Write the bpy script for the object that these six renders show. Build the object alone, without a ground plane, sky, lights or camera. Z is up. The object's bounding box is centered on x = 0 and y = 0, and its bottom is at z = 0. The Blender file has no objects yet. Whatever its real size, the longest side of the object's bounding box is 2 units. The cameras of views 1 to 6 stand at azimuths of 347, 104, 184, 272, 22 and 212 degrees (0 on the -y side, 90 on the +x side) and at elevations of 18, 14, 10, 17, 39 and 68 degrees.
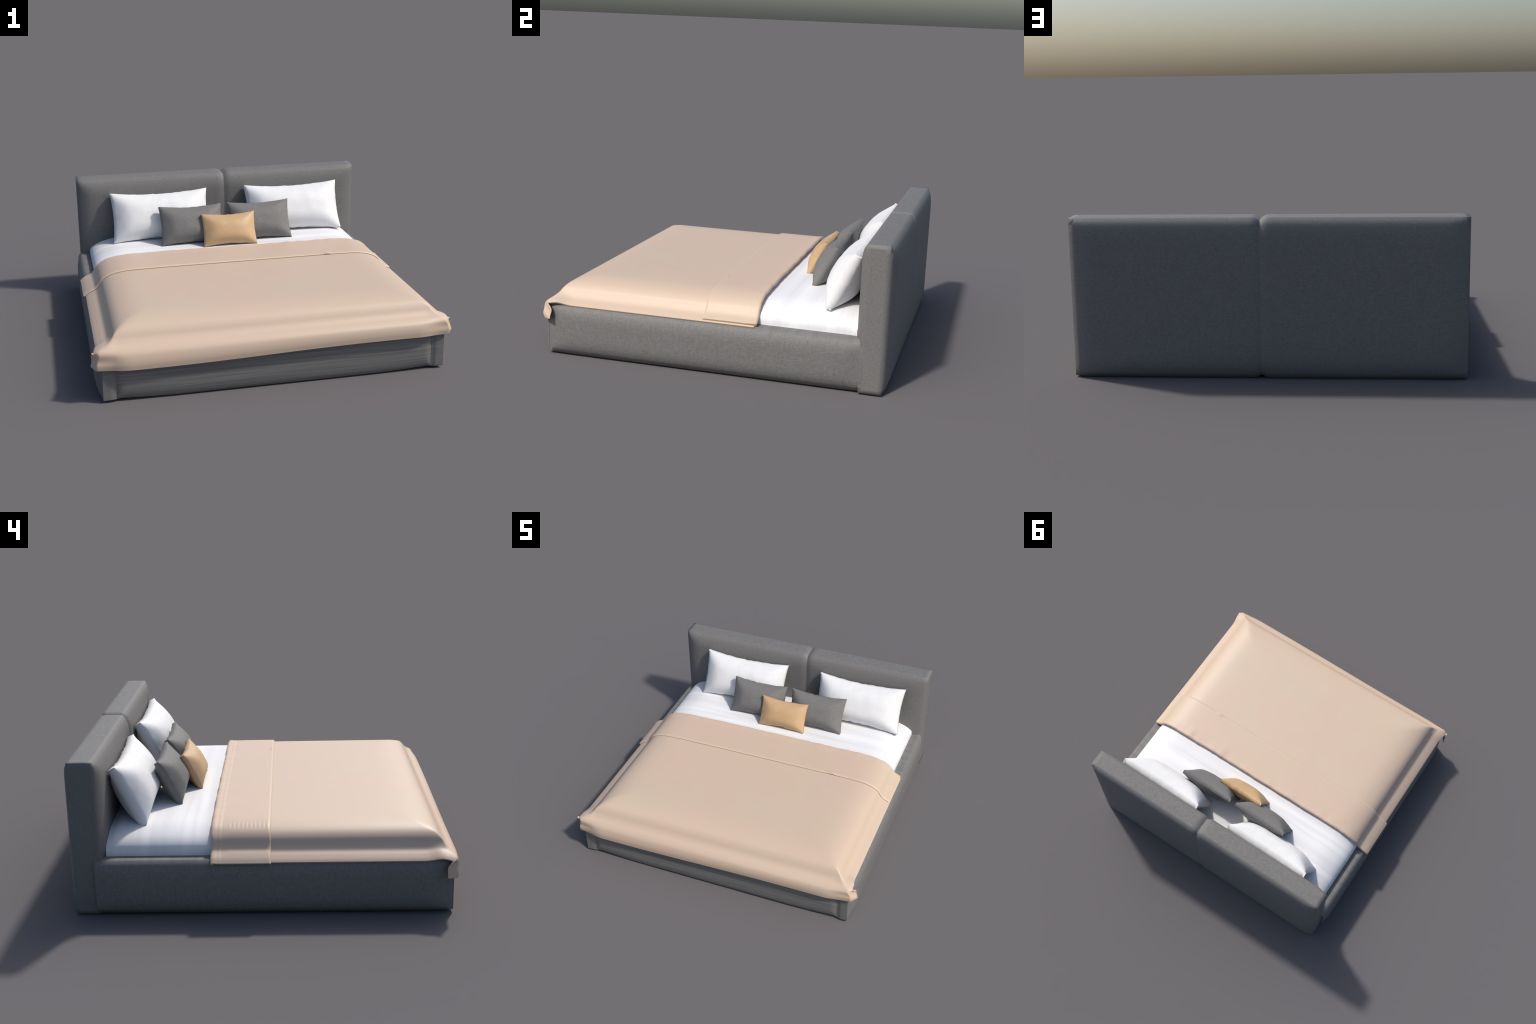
"""Upholstered double bed: grey two-cushion headboard, cushioned rails, mattress,
folded-back blanket and five scatter pillows.  Metres, z up, head towards +y."""
import bpy, bmesh, math
from mathutils import Vector, Matrix, noise

NV = lambda x, y, z, s: noise.noise(Vector((x * s, y * s, z * s)))


def smooth(a, b, x):
    t = max(0.0, min(1.0, (x - a) / (b - a)))
    return t * t * (3 - 2 * t)


def lerp(a, b, t):
    return a + (b - a) * t


def ease(t):
    """cushion swelling: quick rise at the seam, flat further in"""
    t = max(0.0, min(1.0, t))
    return 1 - (1 - t) ** 2


def smin(a, b, k):
    h = max(k - abs(a - b), 0.0) / k
    return min(a, b) - h * h * k * 0.25


def catmull(points, per=10):
    """smooth polyline through control points"""
    pts = [Vector(p) for p in points]
    pts = [pts[0] * 2 - pts[1]] + pts + [pts[-1] * 2 - pts[-2]]
    out = []
    for i in range(1, len(pts) - 2):
        p0, p1, p2, p3 = pts[i - 1:i + 3]
        for k in range(per):
            t = k / per
            out.append(0.5 * ((2 * p1) + (p2 - p0) * t + (2 * p0 - 5 * p1 + 4 * p2 - p3) * t * t
                              + (3 * p1 - p0 - 3 * p2 + p3) * t ** 3))
    out.append(pts[-2].copy())
    return out


class Profile:
    """2D curve (outward distance, height) sampled by arc length, with normals"""

    def __init__(self, pts):
        self.p = catmull(pts, 12)
        self.s = [0.0]
        for a, b in zip(self.p, self.p[1:]):
            self.s.append(self.s[-1] + (b - a).length)
        self.length = self.s[-1]

    def at(self, s):
        s = max(0.0, min(self.length, s))
        lo, hi = 0, len(self.s) - 1
        while hi - lo > 1:
            m = (lo + hi) // 2
            if self.s[m] <= s:
                lo = m
            else:
                hi = m
        t = (s - self.s[lo]) / max(1e-9, self.s[hi] - self.s[lo])
        return self.p[lo].lerp(self.p[hi], t)

    def normal(self, s):
        d = self.at(s + 0.006) - self.at(s - 0.006)
        n = Vector((-d.y, d.x))
        return n.normalized() if n.length > 0 else Vector((0, 1))

    def s_of(self, e):
        for i, p in enumerate(self.p):
            if p.x >= e:
                return self.s[i]
        return self.length


# ------------------------------------------------------------------ materials
def nodes_of(mat):
    mat.use_nodes = True
    nt = mat.node_tree
    return nt, nt.nodes, nt.links, nt.nodes["Principled BSDF"]


def mapped_noise(nt, coord, scale, rough=0.5, detail=2.0, noise_scale=1.0):
    m = nt.nodes.new("ShaderNodeMapping")
    m.inputs["Scale"].default_value = scale
    n = nt.nodes.new("ShaderNodeTexNoise")
    n.inputs["Scale"].default_value = noise_scale
    n.inputs["Detail"].default_value = detail
    n.inputs["Roughness"].default_value = rough
    nt.links.new(coord, m.inputs["Vector"])
    nt.links.new(m.outputs["Vector"], n.inputs["Vector"])
    return n.outputs["Fac"]


def math_node(nt, op, a, b):
    n = nt.nodes.new("ShaderNodeMath")
    n.operation = op
    for sock, v in zip(n.inputs, (a, b)):
        if isinstance(v, (int, float)):
            sock.default_value = v
        else:
            nt.links.new(v, sock)
    return n.outputs[0]


def ramp(nt, fac, stops):
    r = nt.nodes.new("ShaderNodeValToRGB")
    el = r.color_ramp.elements
    while len(el) < len(stops):
        el.new(0.5)
    for e, (p, c) in zip(el, stops):
        e.position, e.color = p, (*c, 1)
    nt.links.new(fac, r.inputs["Fac"])
    return r.outputs["Color"]


def woven(name, dark, mid, light, scales, weights, lo=0.3, hi=0.7, rough=0.75,
          bump=0.25, bump_dist=0.0008, sheen=0.0, spec=0.25, lid=None):
    """cloth: several stretched noises (threads along different axes) summed to a ramp"""
    mat = bpy.data.materials.new(name)
    nt, N, L, bsdf = nodes_of(mat)
    tc = N.new("ShaderNodeTexCoord")
    total = None
    for sc, w in zip(scales, weights):
        f = math_node(nt, "MULTIPLY", mapped_noise(nt, tc.outputs["Object"], sc), w)
        total = f if total is None else math_node(nt, "ADD", total, f)
    total = math_node(nt, "DIVIDE", total, sum(weights))
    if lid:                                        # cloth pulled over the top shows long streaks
        geo, sep = N.new("ShaderNodeNewGeometry"), N.new("ShaderNodeSeparateXYZ")
        L.new(geo.outputs["Normal"], sep.inputs[0])
        rng = N.new("ShaderNodeMapRange")
        rng.inputs["From Min"].default_value, rng.inputs["From Max"].default_value = 0.55, 0.9
        L.new(sep.outputs["Z"], rng.inputs["Value"])
        mix = N.new("ShaderNodeMix")
        L.new(rng.outputs[0], mix.inputs[0])
        L.new(total, mix.inputs[2])
        flat = math_node(nt, "ADD", math_node(nt, "MULTIPLY", mapped_noise(nt, tc.outputs["Object"], lid, detail=3.0), 0.38), 0.33)
        L.new(flat, mix.inputs[3])
        total = mix.outputs[0]
    L.new(ramp(nt, total, [(lo, dark), (0.5 * (lo + hi), mid), (hi, light)]), bsdf.inputs["Base Color"])
    bsdf.inputs["Roughness"].default_value = rough
    bsdf.inputs["Specular IOR Level"].default_value = spec
    if sheen:
        bsdf.inputs["Sheen Weight"].default_value = sheen
        bsdf.inputs["Sheen Roughness"].default_value = 0.5
    b = N.new("ShaderNodeBump")
    b.inputs["Strength"].default_value = bump
    b.inputs["Distance"].default_value = bump_dist
    L.new(total, b.inputs["Height"])
    L.new(b.outputs["Normal"], bsdf.inputs["Normal"])
    return mat


G = 0.157  # base reflectance of the grey upholstery


def grey(f, warm=0.0):
    return (G * f * (1.02 + warm), G * f, G * f * (0.97 - warm * 0.8))


MAT_HEAD = woven("headboard_weave", grey(0.80, 0.03), grey(1.0), grey(1.2, -0.01),
                 [(75, 75, 330), (330, 330, 70), (500, 500, 500)], [1.0, 0.7, 0.6], 0.36, 0.64,
                 rough=0.6, bump=0.3)
MAT_RAIL = woven("rail_weave", grey(0.76, 0.04), grey(1.0), grey(1.26, -0.02),
                 [(60, 60, 300), (35, 150, 30), (140, 360, 330)], [1.0, 0.6, 0.9], 0.36, 0.64,
                 rough=0.6, bump=0.4, lid=(3, 30, 3))
MAT_FOOT = woven("footboard_weave", grey(0.74), grey(0.98), grey(1.28),
                 [(1.2, 1.2, 90), (2.0, 2.0, 220), (300, 300, 300)], [1.0, 0.8, 0.3], 0.36, 0.64,
                 rough=0.6, bump=0.2)
MAT_CUSHION = woven("grey_cushion_cloth", grey(0.86, 0.02), grey(1.02), grey(1.2),
                    [(80, 80, 320), (320, 320, 80), (500, 500, 500)], [1.0, 0.5, 0.6], 0.36, 0.64,
                    rough=0.65, bump=0.25)
MAT_DARK = woven("base_cloth", grey(0.25), grey(0.3), grey(0.35), [(60, 60, 60)], [1.0])
MAT_BLANKET = woven("blanket_cloth", (0.562, 0.416, 0.323), (0.555, 0.423, 0.322), (0.545, 0.430, 0.321),
                    [(2.2, 2.2, 2.2), (5, 5, 5)], [1.0, 0.5], 0.35, 0.65,
                    rough=0.5, bump=0.04, bump_dist=0.004, spec=0.45)
MAT_SHEET = woven("white_sheet", (0.645, 0.645, 0.665), (0.72, 0.72, 0.73), (0.79, 0.79, 0.79),  # grey-to-white ramp paints soft wrinkle shading and highlights across the sheet
                  [(0.7, 11, 2.5), (0.7, 26, 2.5), (90, 90, 90)], [1.0, 0.55, 0.12], 0.36, 0.64,
                  rough=0.6, bump=0.05, bump_dist=0.004)
MAT_WHITE = woven("white_pillow_cloth", (0.685, 0.685, 0.69), (0.71, 0.71, 0.71), (0.735, 0.735, 0.735),
                  [(90, 12, 12), (14, 110, 110), (240, 240, 240)], [1.0, 0.7, 0.4], 0.36, 0.64,
                  rough=0.55, bump=0.12)
MAT_TAN = woven("tan_cushion_cloth", (0.49, 0.32, 0.172), (0.50, 0.332, 0.18), (0.515, 0.345, 0.188),
                [(30, 30, 30), (300, 300, 300)], [1.0, 0.6], 0.36, 0.64, rough=0.5, bump=0.06, spec=0.4)


# ------------------------------------------------------------------ mesh help
def make_object(name, verts, faces, mat, parent=None, sharp=40):
    me = bpy.data.meshes.new(name)
    me.from_pydata([tuple(v) for v in verts], [], faces)
    me.materials.append(mat)
    bm = bmesh.new()
    bm.from_mesh(me)
    bmesh.ops.recalc_face_normals(bm, faces=bm.faces)
    bm.to_mesh(me)
    bm.free()
    me.polygons.foreach_set("use_smooth", [True] * len(me.polygons))
    if sharp < 180:
        me.set_sharp_from_angle(angle=math.radians(sharp))
    ob = bpy.data.objects.new(name, me)
    bpy.context.scene.collection.objects.link(ob)
    if parent:
        ob.parent = parent
    return ob


def round_rect(a0, a1, b0, b1, ra, rb, n=7, na=10, nb=16, power=2.0):
    """closed outline with elliptical corners (ra along a, rb along b), constant count"""
    ra, rb = min(ra, (a1 - a0) * 0.49), min(rb, (b1 - b0) * 0.49)
    pts = []

    def side(p, q, m):
        for i in range(m):
            t = i / m
            pts.append((lerp(p[0], q[0], t), lerp(p[1], q[1], t)))

    def corner(ca, cb, start):
        for i in range(n):
            t = math.radians(start + 90 * i / n)
            c, s = math.cos(t), math.sin(t)
            f = (abs(c) ** power + abs(s) ** power) ** (-1 / power)
            pts.append((ca + ra * c * f, cb + rb * s * f))
    side((a0 + ra, b0), (a1 - ra, b0), na)
    corner(a1 - ra, b0 + rb, -90)
    side((a1, b0 + rb), (a1, b1 - rb), nb)
    corner(a1 - ra, b1 - rb, 0)
    side((a1 - ra, b1), (a0 + ra, b1), na)
    corner(a0 + ra, b1 - rb, 90)
    side((a0, b1 - rb), (a0, b0 + rb), nb)
    corner(a0 + ra, b0 + rb, 180)
    return pts


def loft(sections, cap_first=True, cap_last=True):
    n = len(sections[0])
    verts = [v for s in sections for v in s]
    faces = []
    for i in range(len(sections) - 1):
        for j in range(n):
            k = (j + 1) % n
            faces.append((i * n + j, i * n + k, (i + 1) * n + k, (i + 1) * n + j))
    if cap_first:
        faces.append(tuple(range(n))[::-1])
    if cap_last:
        faces.append(tuple(range((len(sections) - 1) * n, len(sections) * n)))
    return verts, faces


def stations(a, b, w, n_edge=14, n_mid=14):
    """positions from a to b, denser within w of both ends"""
    sgn = 1 if b > a else -1
    out = [a + sgn * w * (i / n_edge) ** 1.6 for i in range(n_edge)]
    out += [lerp(a + sgn * w, b - sgn * w, i / n_mid) for i in range(n_mid + 1)]
    out += [b - sgn * w * ((n_edge - 1 - i) / n_edge) ** 1.6 for i in range(n_edge)]
    return out


# ------------------------------------------------------------------ the bed
bed = bpy.data.objects.new("upholstered_bed", None)
bpy.context.scene.collection.objects.link(bed)
bed["label"] = "grey upholstered double bed with peach blanket and white sheet"
bed["category"] = "double bed"


# ---- headboard: two swollen cushions meeting in a soft seam
SEAM = 0.043


def swell(d, w, power=2.3):
    return 1 - (1 - max(0.0, min(1.0, d / w))) ** power


def cushion_section(a0, a1, b0, b1, bulge0, bulge1, e=1.0, w=0.11, first=0.012, crown=0.0):
    """upright outline with fixed corners whose two long sides (at a0 and a1) swell outwards;
    e is the swelling allowed by the distance to the cushion's ends"""
    ds = [0.0, 0.030, 0.062, 0.10, 0.13]
    zs = [b0 + d for d in ds] + [lerp(b0 + 0.13, b1 - 0.13, i / 8) for i in range(1, 8)] + [b1 - d for d in ds[::-1]]
    if b1 - b0 < 0.35:
        n = 9
        zs = [lerp(b0, b1, i / n) for i in range(n + 1)]
    aa = [a0, a0 + first, lerp(a0, a1, 0.33), lerp(a0, a1, 0.5), lerp(a0, a1, 0.67), a1 - first, a1]
    f = lambda z: max(0.0, smin(swell(min(z - b0, b1 - z), w, 2.8), e, 0.22) ) if 0 < min(z - b0, b1 - z) else 0.0
    lid = lambda a: crown * (1 - (2 * (a - a0) / (a1 - a0) - 1) ** 2)
    pts = [(a, b0) for a in aa[:-1]]
    pts += [(a1 + bulge1 * f(z), z) for z in zs[:-1]]
    pts += [(a, b1 + lid(a)) for a in aa[:0:-1]]
    pts += [(a0 - bulge0 * f(z), z) for z in zs[:0:-1]]
    return pts


def head_section(x, x_end):
    d_end, d_seam = abs(x - x_end), abs(x - SEAM)
    e = swell(d_end, 0.135)
    g = 1 - smooth(0.0, 0.042, d_seam)             # soft valley between the cushions
    v = max(0.0, 1 - d_seam / 0.024)              # sharper notch on the edges
    top = 0.7845 + 0.001 * e - 0.004 * g - 0.011 * v
    bot = 0.006 - 0.006 * e + 0.008 * g + 0.006 * v
    sec = cushion_section(0.817 + 0.004 * v, 0.937 - 0.004 * v, bot, top,
                          0.037 * (1 - 0.13 * g), 0.033 * (1 - 0.05 * g), e=e, w=0.125, first=0.016, crown=0.0012)
    return [(x, a, b) for a, b in sec]


for nm, x_end in (("headboard_cushion", -0.947), ("headboard_cushion", 0.963)):
    sg = 1 if SEAM > x_end else -1
    ds = [0, 0.028, 0.058, 0.09, 0.125]
    L = abs(SEAM - x_end)
    ds += [lerp(0.125, L - 0.085, i / 10) for i in range(1, 11)]
    ds += [L - q for q in (0.064, 0.044, 0.024, 0.012, 0.0)]
    sections = [head_section(x_end + sg * d, x_end) for d in ds]
    # upholstered end: a soft inset ring, shaded as one continuous skin
    cy, cz = 0.877, 0.3945
    inset = [(x, y - math.copysign(min(0.022, abs(y - cy)), y - cy), z - math.copysign(min(0.022, abs(z - cz)), z - cz))
             for x, y, z in sections[0]]
    v, f = loft([inset] + sections, True, False)
    make_object(nm, v, f, MAT_HEAD, bed, sharp=180)

# ---- frame: two cushioned side rails, a footboard and a plain base inside
v, f = loft([[(x, a, b) for a, b in round_rect(-0.849, 0.79, 0.03, 0.262, 0.01, 0.01, n=3)] for x in (-0.8735, 0.8735)])
frame = make_object("bed_frame", v, f, MAT_DARK, bed)


def rail_section(y, side, y0, y1):
    e = swell(y - y0, 0.17) * (1 - 0.42 * smooth(y1 - 0.11, y1 - 0.01, y))
    outer = 0.947 if side < 0 else 0.944
    sec = cushion_section(0.874, outer, 0.012 - 0.004 * e, 0.284 + 0.003 * e, 0.0, 0.034, e=e, w=0.105, first=0.012)
    return [(side * a, y, b) for a, b in sec]


for side in (-1, 1):
    ys = stations(-0.917, 0.832, 0.17, 7, 16)
    v, f = loft([rail_section(y, side, -0.917, 0.832) for y in ys])
    make_object("side_rail", v, f, MAT_RAIL, frame, sharp=75)

# soft upholstered end strip closing each rail at the foot
for side in (-1, 1):
    xs = [0.8755 + (0.945 - 0.8755) * i / 14 for i in range(15)]
    secs = []
    for x in xs:
        g = smooth(0.8755, 0.905, x)
        fr = -0.9185 - 0.006 * g
        secs.append([(side * x, a, b) for a, b in
                     round_rect(fr, -0.9172, 0.012, 0.268, 0.0006, 0.003, n=3, na=2)])
    v, f = loft(secs)
    make_object("rail_end", v, f, MAT_FOOT if side > 0 else MAT_HEAD, frame)


def foot_section(x, x0, x1):
    e = ease(min(x - x0, x1 - x) / 0.045)
    e2 = ease(min(x - x0, x1 - x) / 0.40)
    fr = -0.9165 - 0.012 * e - 0.007 * e2
    return [(x, a, b) for a, b in
            round_rect(fr, -0.85, 0.012 - 0.010 * e2, 0.262, 0.002 + 0.022 * e, 0.004 + 0.07 * e, n=9)]


v, f = loft([foot_section(x, -0.8757, 0.8757) for x in stations(-0.8757, 0.8757, 0.06, 14, 24)])
make_object("footboard", v, f, MAT_FOOT, frame)

# ---- mattress in its white sheet
MAT_PROFILE = [(0.0, 0.401), (0.3, 0.401), (0.55, 0.400), (0.68, 0.398), (0.745, 0.392), (0.80, 0.379),
               (0.840, 0.364), (0.866, 0.347), (0.881, 0.333), (0.8875, 0.322), (0.889, 0.305), (0.889, 0.263)]
mat_prof = Profile(MAT_PROFILE)
rows = []
ys = [-0.84, -0.76, -0.65, -0.3] + [0.0 + 0.785 * i / 44 for i in range(45)]
us = [mat_prof.length * i / 48 for i in range(49)]
for y in ys:
    endz = 0.012 * smooth(0.735, 0.785, y) + 0.06 * smooth(-0.62, -0.84, y)
    row = []
    for s in [-u for u in us[::-1]] + us[1:]:
        p = mat_prof.at(abs(s))
        k = smooth(0.27, 0.36, p.y)
        ripple = 0.0016 * NV(p.x * 0.9, y * 7.0, 1.7, 1.0) * k
        row.append((math.copysign(p.x, s), y, p.y - endz * k + ripple))
    rows.append(row)
m = len(rows[0])
verts = [v for r in rows for v in r]
faces = [(i * m + j, i * m + j + 1, (i + 1) * m + j + 1, (i + 1) * m + j)
         for i in range(len(rows) - 1) for j in range(m - 1)]
faces += [tuple(range(m)), tuple(range((len(rows) - 1) * m, len(rows) * m)),
          tuple([i * m for i in range(len(rows))] + [i * m + m - 1 for i in range(len(rows))][::-1])]
make_object("mattress", verts, faces, MAT_SHEET, bed, sharp=35)

# ---- blanket: draped sheet with shoulder, crease and flared hem
SIDE = Profile([(0.0, 0.418), (0.3, 0.418), (0.55, 0.4178), (0.68, 0.416), (0.745, 0.4115), (0.795, 0.402),
                (0.835, 0.387), (0.864, 0.365), (0.884, 0.336), (0.905, 0.314), (0.932, 0.3005),
                (0.956, 0.287), (0.975, 0.272)])
FRONT = Profile([(0.0, 0.418), (0.4, 0.418), (0.62, 0.4175), (0.71, 0.415), (0.77, 0.409), (0.82, 0.397),
                 (0.85, 0.382), (0.870, 0.360), (0.887, 0.333), (0.906, 0.313), (0.930, 0.298),
                 (0.950, 0.278), (0.960, 0.254), (0.9645, 0.226), (0.963, 0.196)])
Y_FOLD = 0.252


def side_samples(end_neg, end_pos, n=70):
    sn, sp = SIDE.s_of(end_neg), SIDE.s_of(end_pos)

    def dense(i, L):
        t = i / n
        return L * (1 - (1 - t) ** 1.9)
    return [(-1, dense(i, sn)) for i in range(n, 0, -1)] + [(1, dense(i, sp)) for i in range(n + 1)]


def sheet_point(side, s, v, h=0.0, s_end=1.0):
    """v < 0: arc length along the front profile; v >= 0: plain y position"""
    p = SIDE.at(s)
    n = SIDE.normal(s)
    e, z = p.x + n.x * h, p.y + n.y * h
    t = s / s_end
    if v >= 0:
        return [side * e, -FRONT.at(0).x + v, z]
    q = FRONT.at(-v)
    y, zf = -q.x, q.y
    drop = smooth(0.33, 0.24, zf)                    # hem rows
    corner = smooth(0.80, 1.0, t) ** 1.4
    zz = smin(z, zf, 1e-4 + 0.014 * smooth(0.4175, 0.400, zf))
    # front hem hangs lowest near the left corner
    zz += drop * (0.004 + 0.011 * side * e + 0.006 * math.sin(3.3 * side * e + 0.2)) * (1 - 0.3 * corner)
    # hem swings out past the frame corner, then turns back along the side
    wide = smooth(0.86, 0.975, t)
    near = smooth(-0.80, -0.93, y)
    e += ((0.020 if side < 0 else 0.028) * drop + 0.010 * near) * wide
    y += 0.044 * drop * smooth(0.962, 1.0, t) + 0.024 * smooth(0.78, 0.98, t) * smooth(0.300, 0.235, zf)
    # the side hem lifts a little before the corner
    zz += 0.012 * smooth(0.84, 1.0, t) * math.exp(-((y + 0.865) / 0.045) ** 2)
    # gathered folds in the corner
    w = corner * smooth(-0.80, -0.90, y)
    amp = 0.006 if side > 0 else 0.004
    f = math.sin(38 * (zz * 1.6 + y * 0.9) + (0.6 if side > 0 else 2.2))
    e += amp * w * f
    y -= 0.5 * amp * w * f
    return [side * e, y, zz]


def build_sheet(name, cols, row_specs, thick, parent):
    verts, faces = [], []
    m = len(cols)
    s_end = {-1: cols[0][1], 1: cols[-1][1]}
    for fn in row_specs:
        for side, s in cols:
            verts.append(fn(side, s, s_end[side]))
    for i in range(len(row_specs) - 1):
        for j in range(m - 1):
            faces.append((i * m + j, i * m + j + 1, (i + 1) * m + j + 1, (i + 1) * m + j))
    me = bpy.data.meshes.new(name)
    me.from_pydata(verts, [], faces)
    bm = bmesh.new()
    bm.from_mesh(me)
    bm.normal_update()
    # wrong side out?  the first face in the middle must look up
    mid = bm.faces[:] and max(bm.faces, key=lambda q: q.calc_center_median().z)
    if mid.normal.z < 0:
        bmesh.ops.reverse_faces(bm, faces=bm.faces)
    bm.to_mesh(me)
    bm.free()
    me.materials.append(MAT_BLANKET)
    ob = bpy.data.objects.new(name, me)
    bpy.context.scene.collection.objects.link(ob)
    ob.parent = parent
    sol = ob.modifiers.new("thick", "SOLIDIFY")
    sol.thickness, sol.offset = thick, -1
    sol.use_even_offset = False
    bev = ob.modifiers.new("soft_edge", "BEVEL")
    bev.width, bev.segments, bev.limit_method, bev.angle_limit = thick * 0.35, 2, "ANGLE", math.radians(60)
    dg = bpy.context.evaluated_depsgraph_get()
    new = bpy.data.meshes.new_from_object(ob.evaluated_get(dg))
    ob.modifiers.clear()
    ob.data = new
    new.name = name
    new.polygons.foreach_set("use_smooth", [True] * len(new.polygons))
    new.set_sharp_from_angle(angle=math.radians(70))
    return ob


blanket_cols = side_samples(0.966, 0.953, 90)
fold_cols = side_samples(0.982, 0.944)
rows = []
FL = FRONT.length
for i in range(130):                                   # foot end up to the middle
    t = i / 130
    v = FL * (1 - t ** 1.5)
    if v <= 0.002:
        break
    rows.append(lambda sd, s, se, v=v: sheet_point(sd, s, -v, 0.0, se))
for i in range(13):
    v = 0.0 + Y_FOLD * i / 12
    rows.append(lambda sd, s, se, v=v: sheet_point(sd, s, v, 0.0, se))
blanket = build_sheet("blanket", blanket_cols, rows, 0.010, bed)

# folded-back strip: rolls round the head edge and lies on top
rows = []
H = 0.0108


def fold_row(y, h):
    def fn(sd, s, se):
        x = SIDE.at(s).x * sd
        wob = smooth(0.15, 0.25, y)
        yy = y + wob * (0.004 * NV(x, 0.3, 0.1, 7.0) + 0.0035 * NV(x, 5.3, 0.1, 30.0))
        hh = h + wob * 0.003 * NV(x, 2.3, 0.7, 22.0)
        if y < -0.005:                                # a small pucker lifts the edge
            hh += 0.006 * math.exp(-((x - 0.53) / 0.018) ** 2) * smooth(-0.005, -0.03, y)
        if sd < 0:                                    # fine ribs where the strip bends over
            hh += 0.0005 * math.sin(y * 2 * math.pi / 0.021) * math.exp(-((s - 0.80) / 0.022) ** 2) * smooth(0.2, 0.17, y)
        p, n = SIDE.at(s), SIDE.normal(s)
        return [sd * (p.x + n.x * hh), yy, p.y + n.y * hh]
    return fn


for i in range(13):                                   # the roll
    a = math.radians(-100 + 190 * i / 12)
    rows.append(fold_row(Y_FOLD + 0.012 * math.cos(a), 0.0025 + 0.0105 * math.sin(a)))
for y, h in ((0.245, 0.0132), (0.238, 0.0124), (0.232, 0.0116), (0.226, 0.0117), (0.215, 0.0118)):
    rows.append(fold_row(y, h))
for i in range(1, 61):
    rows.append(fold_row(lerp(0.215, -0.022, i / 60), H))
for y, h in ((-0.0265, H - 0.001), (-0.0305, H - 0.0035), (-0.034, H - 0.007)):
    rows.append(fold_row(y, h))
build_sheet("blanket_fold", fold_cols, rows, 0.0102, blanket)


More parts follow.
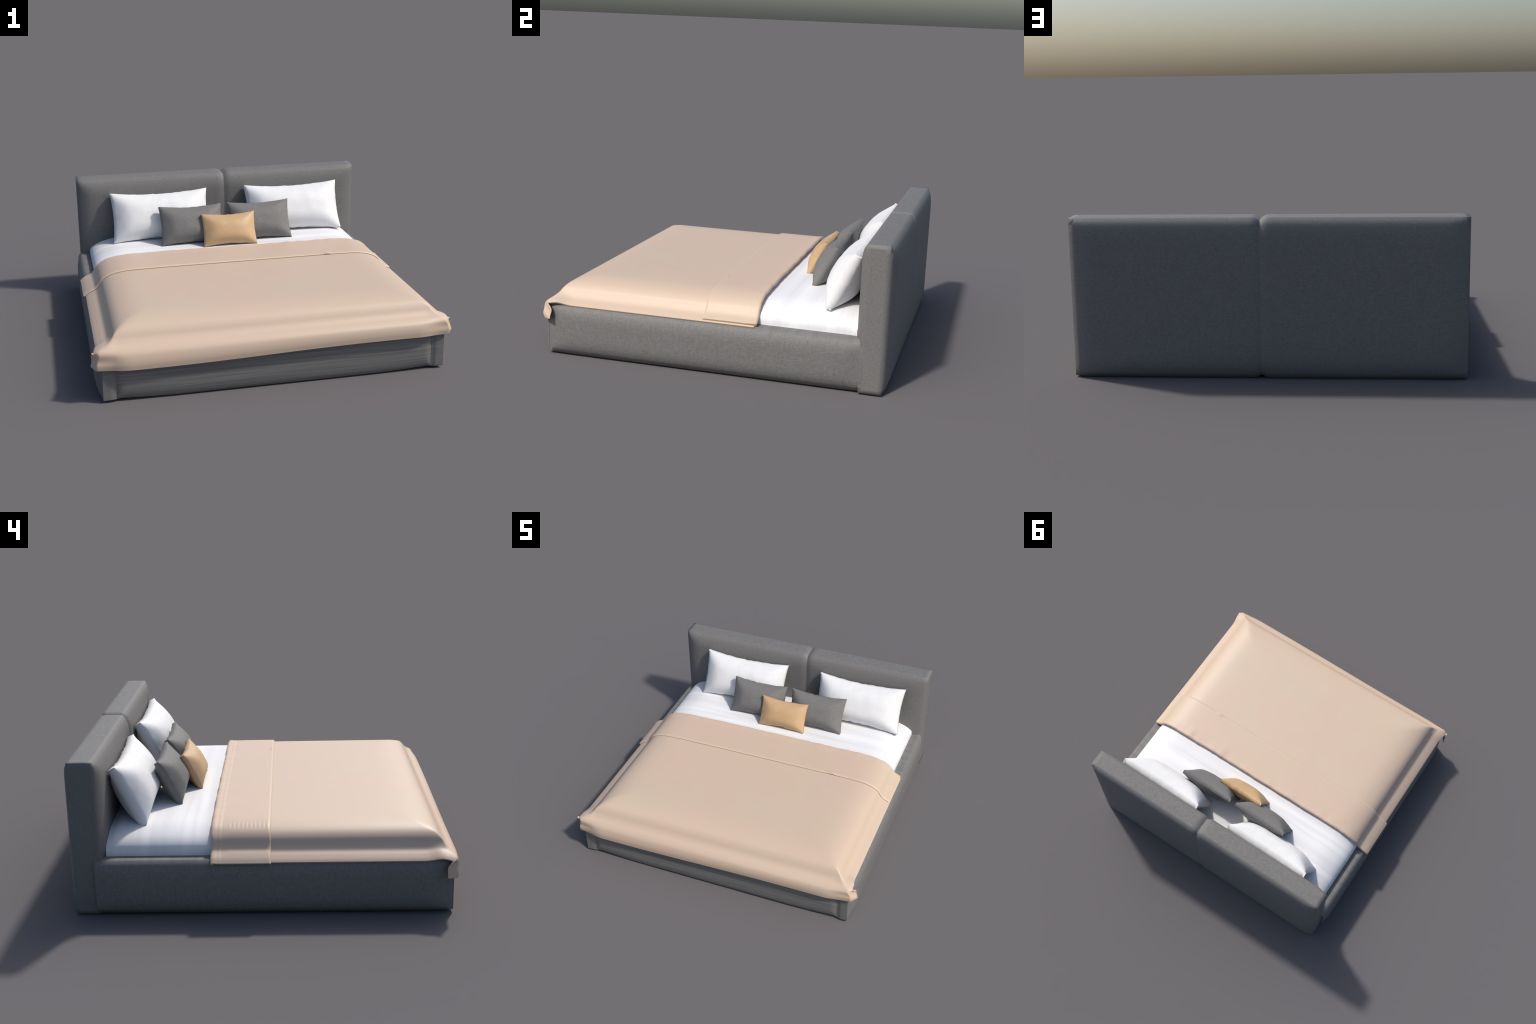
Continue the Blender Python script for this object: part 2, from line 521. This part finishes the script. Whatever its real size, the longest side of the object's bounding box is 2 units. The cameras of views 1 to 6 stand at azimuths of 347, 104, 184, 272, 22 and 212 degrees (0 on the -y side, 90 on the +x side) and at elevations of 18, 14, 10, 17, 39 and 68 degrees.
# ------------------------------------------------------------------ pillows
def pillow_mesh(name, w, h, T, mat, edge=0.016, bow_w=0.012, bow_h=0.020, soft=0.8, seed=0.0, n=36):
    """two swollen faces joined by a narrow gusset; sides bow inward, corners stay out.
    local axes: x width, z height, -y front"""
    def grid(i, n):
        return -1 + 2 * i / n
    me = bpy.data.meshes.new(name)
    bm = bmesh.new()
    layers = []
    nu, nv = n, int(n * 0.75)

    def outline(u, v, k):
        x = 0.5 * w * u - math.copysign(bow_w, u) * abs(u) ** 2.5 * (1 - v * v)
        z = 0.5 * h * v - math.copysign(bow_h, v) * abs(v) ** 2.5 * (1 - u * u)
        return x, z
    for side in (-1, 1):
        g = []
        for i in range(nu + 1):
            u = grid(i, nu)
            col = []
            for j in range(nv + 1):
                v = grid(j, nv)
                x, z = outline(u, v, side)
                fu = swell(1 - abs(u), soft, 2.5)
                # long even slope down from the top edge, fuller where the filling sags
                fv = swell(1 - abs(v), 0.97, 1.9) if v > 0 else swell(1 - abs(v), 0.80, 2.1)
                b = max(0.0, smin(fu, fv, 0.38)) / 0.93 if max(abs(u), abs(v)) < 1 else 0.0
                b *= (1.06 - 0.10 * u * u - 0.14 * v * v)
                b = b * (1 - 0.06 * v)                # filling settles low
                d = edge * 0.5 + (T * 0.5 - edge * 0.5) * b
                rim = (1 - max(abs(u), abs(v)))
                d += 0.0022 * NV(x + seed, side * 3.0, z, 16.0) * smooth(0, 0.25, rim)
                wob = 0.0050 * NV(x + seed, 9.0 + side * 0.2, z, 36.0) * (1 - smooth(0, 0.12, rim)) * (1 - u * u * v * v)
                col.append(bm.verts.new((x, side * d + wob, z + wob)))
            g.append(col)
        layers.append(g)
        for i in range(nu):
            for j in range(nv):
                q = (g[i][j], g[i + 1][j], g[i + 1][j + 1], g[i][j + 1])
                bm.faces.new(q)

    def rim(g):
        return ([g[i][0] for i in range(nu)] + [g[nu][j] for j in range(nv)]
                + [g[i][nv] for i in range(nu, 0, -1)] + [g[0][j] for j in range(nv, 0, -1)])
    a, b = rim(layers[0]), rim(layers[1])
    for i in range(len(a)):
        k = (i + 1) % len(a)
        bm.faces.new((a[i], a[k], b[k], b[i]))
    bmesh.ops.recalc_face_normals(bm, faces=bm.faces)
    bm.to_mesh(me)
    bm.free()
    me.materials.append(mat)
    me.polygons.foreach_set("use_smooth", [True] * len(me.polygons))
    me.set_sharp_from_angle(angle=math.radians(80))
    return me


def place(name, mesh, top, bottom, label, category, roll=0.0):
    """stand a pillow between the centre of its top edge and that of its bottom edge"""
    top, bottom = Vector(top), Vector(bottom)
    up = (top - bottom).normalized()
    side = Vector((1, 0, 0))
    side = (side - up * side.dot(up)).normalized()
    back = up.cross(side).normalized()                # local +y
    rot = Matrix((side, back, up)).transposed().to_4x4()
    ob = bpy.data.objects.new(name, mesh)
    ob.matrix_world = Matrix.Translation((top + bottom) / 2) @ rot @ Matrix.Rotation(roll, 4, "Y")
    bpy.context.scene.collection.objects.link(ob)
    ob["label"], ob["category"] = label, category
    return ob


white = pillow_mesh("white_pillow", 0.648, 0.336, 0.188, MAT_WHITE, soft=0.72, edge=0.036, bow_w=0.014, bow_h=0.022)
for x in (-0.414, 0.496):
    place("white_pillow", white, (x, 0.759, 0.691), (x, 0.612, 0.393),
          "plump white rectangular sleeping pillow leaning on headboard", "pillow")
greyc = pillow_mesh("grey_cushion", 0.414, 0.262, 0.136, MAT_CUSHION, soft=0.85, edge=0.026, bow_w=0.010, bow_h=0.016, seed=4.0)
for x in (-0.232, 0.224):
    place("grey_cushion", greyc, (x, 0.576, 0.631), (x, 0.455, 0.399),
          "small dark grey woven rectangular throw cushion", "cushion")
tan = pillow_mesh("tan_cushion", 0.352, 0.218, 0.112, MAT_TAN, soft=0.90, edge=0.023, bow_w=0.008, bow_h=0.014, seed=8.0)
place("tan_cushion", tan, (0.0, 0.468, 0.593), (0.0, 0.367, 0.399),
      "small caramel tan rectangular throw cushion", "cushion")
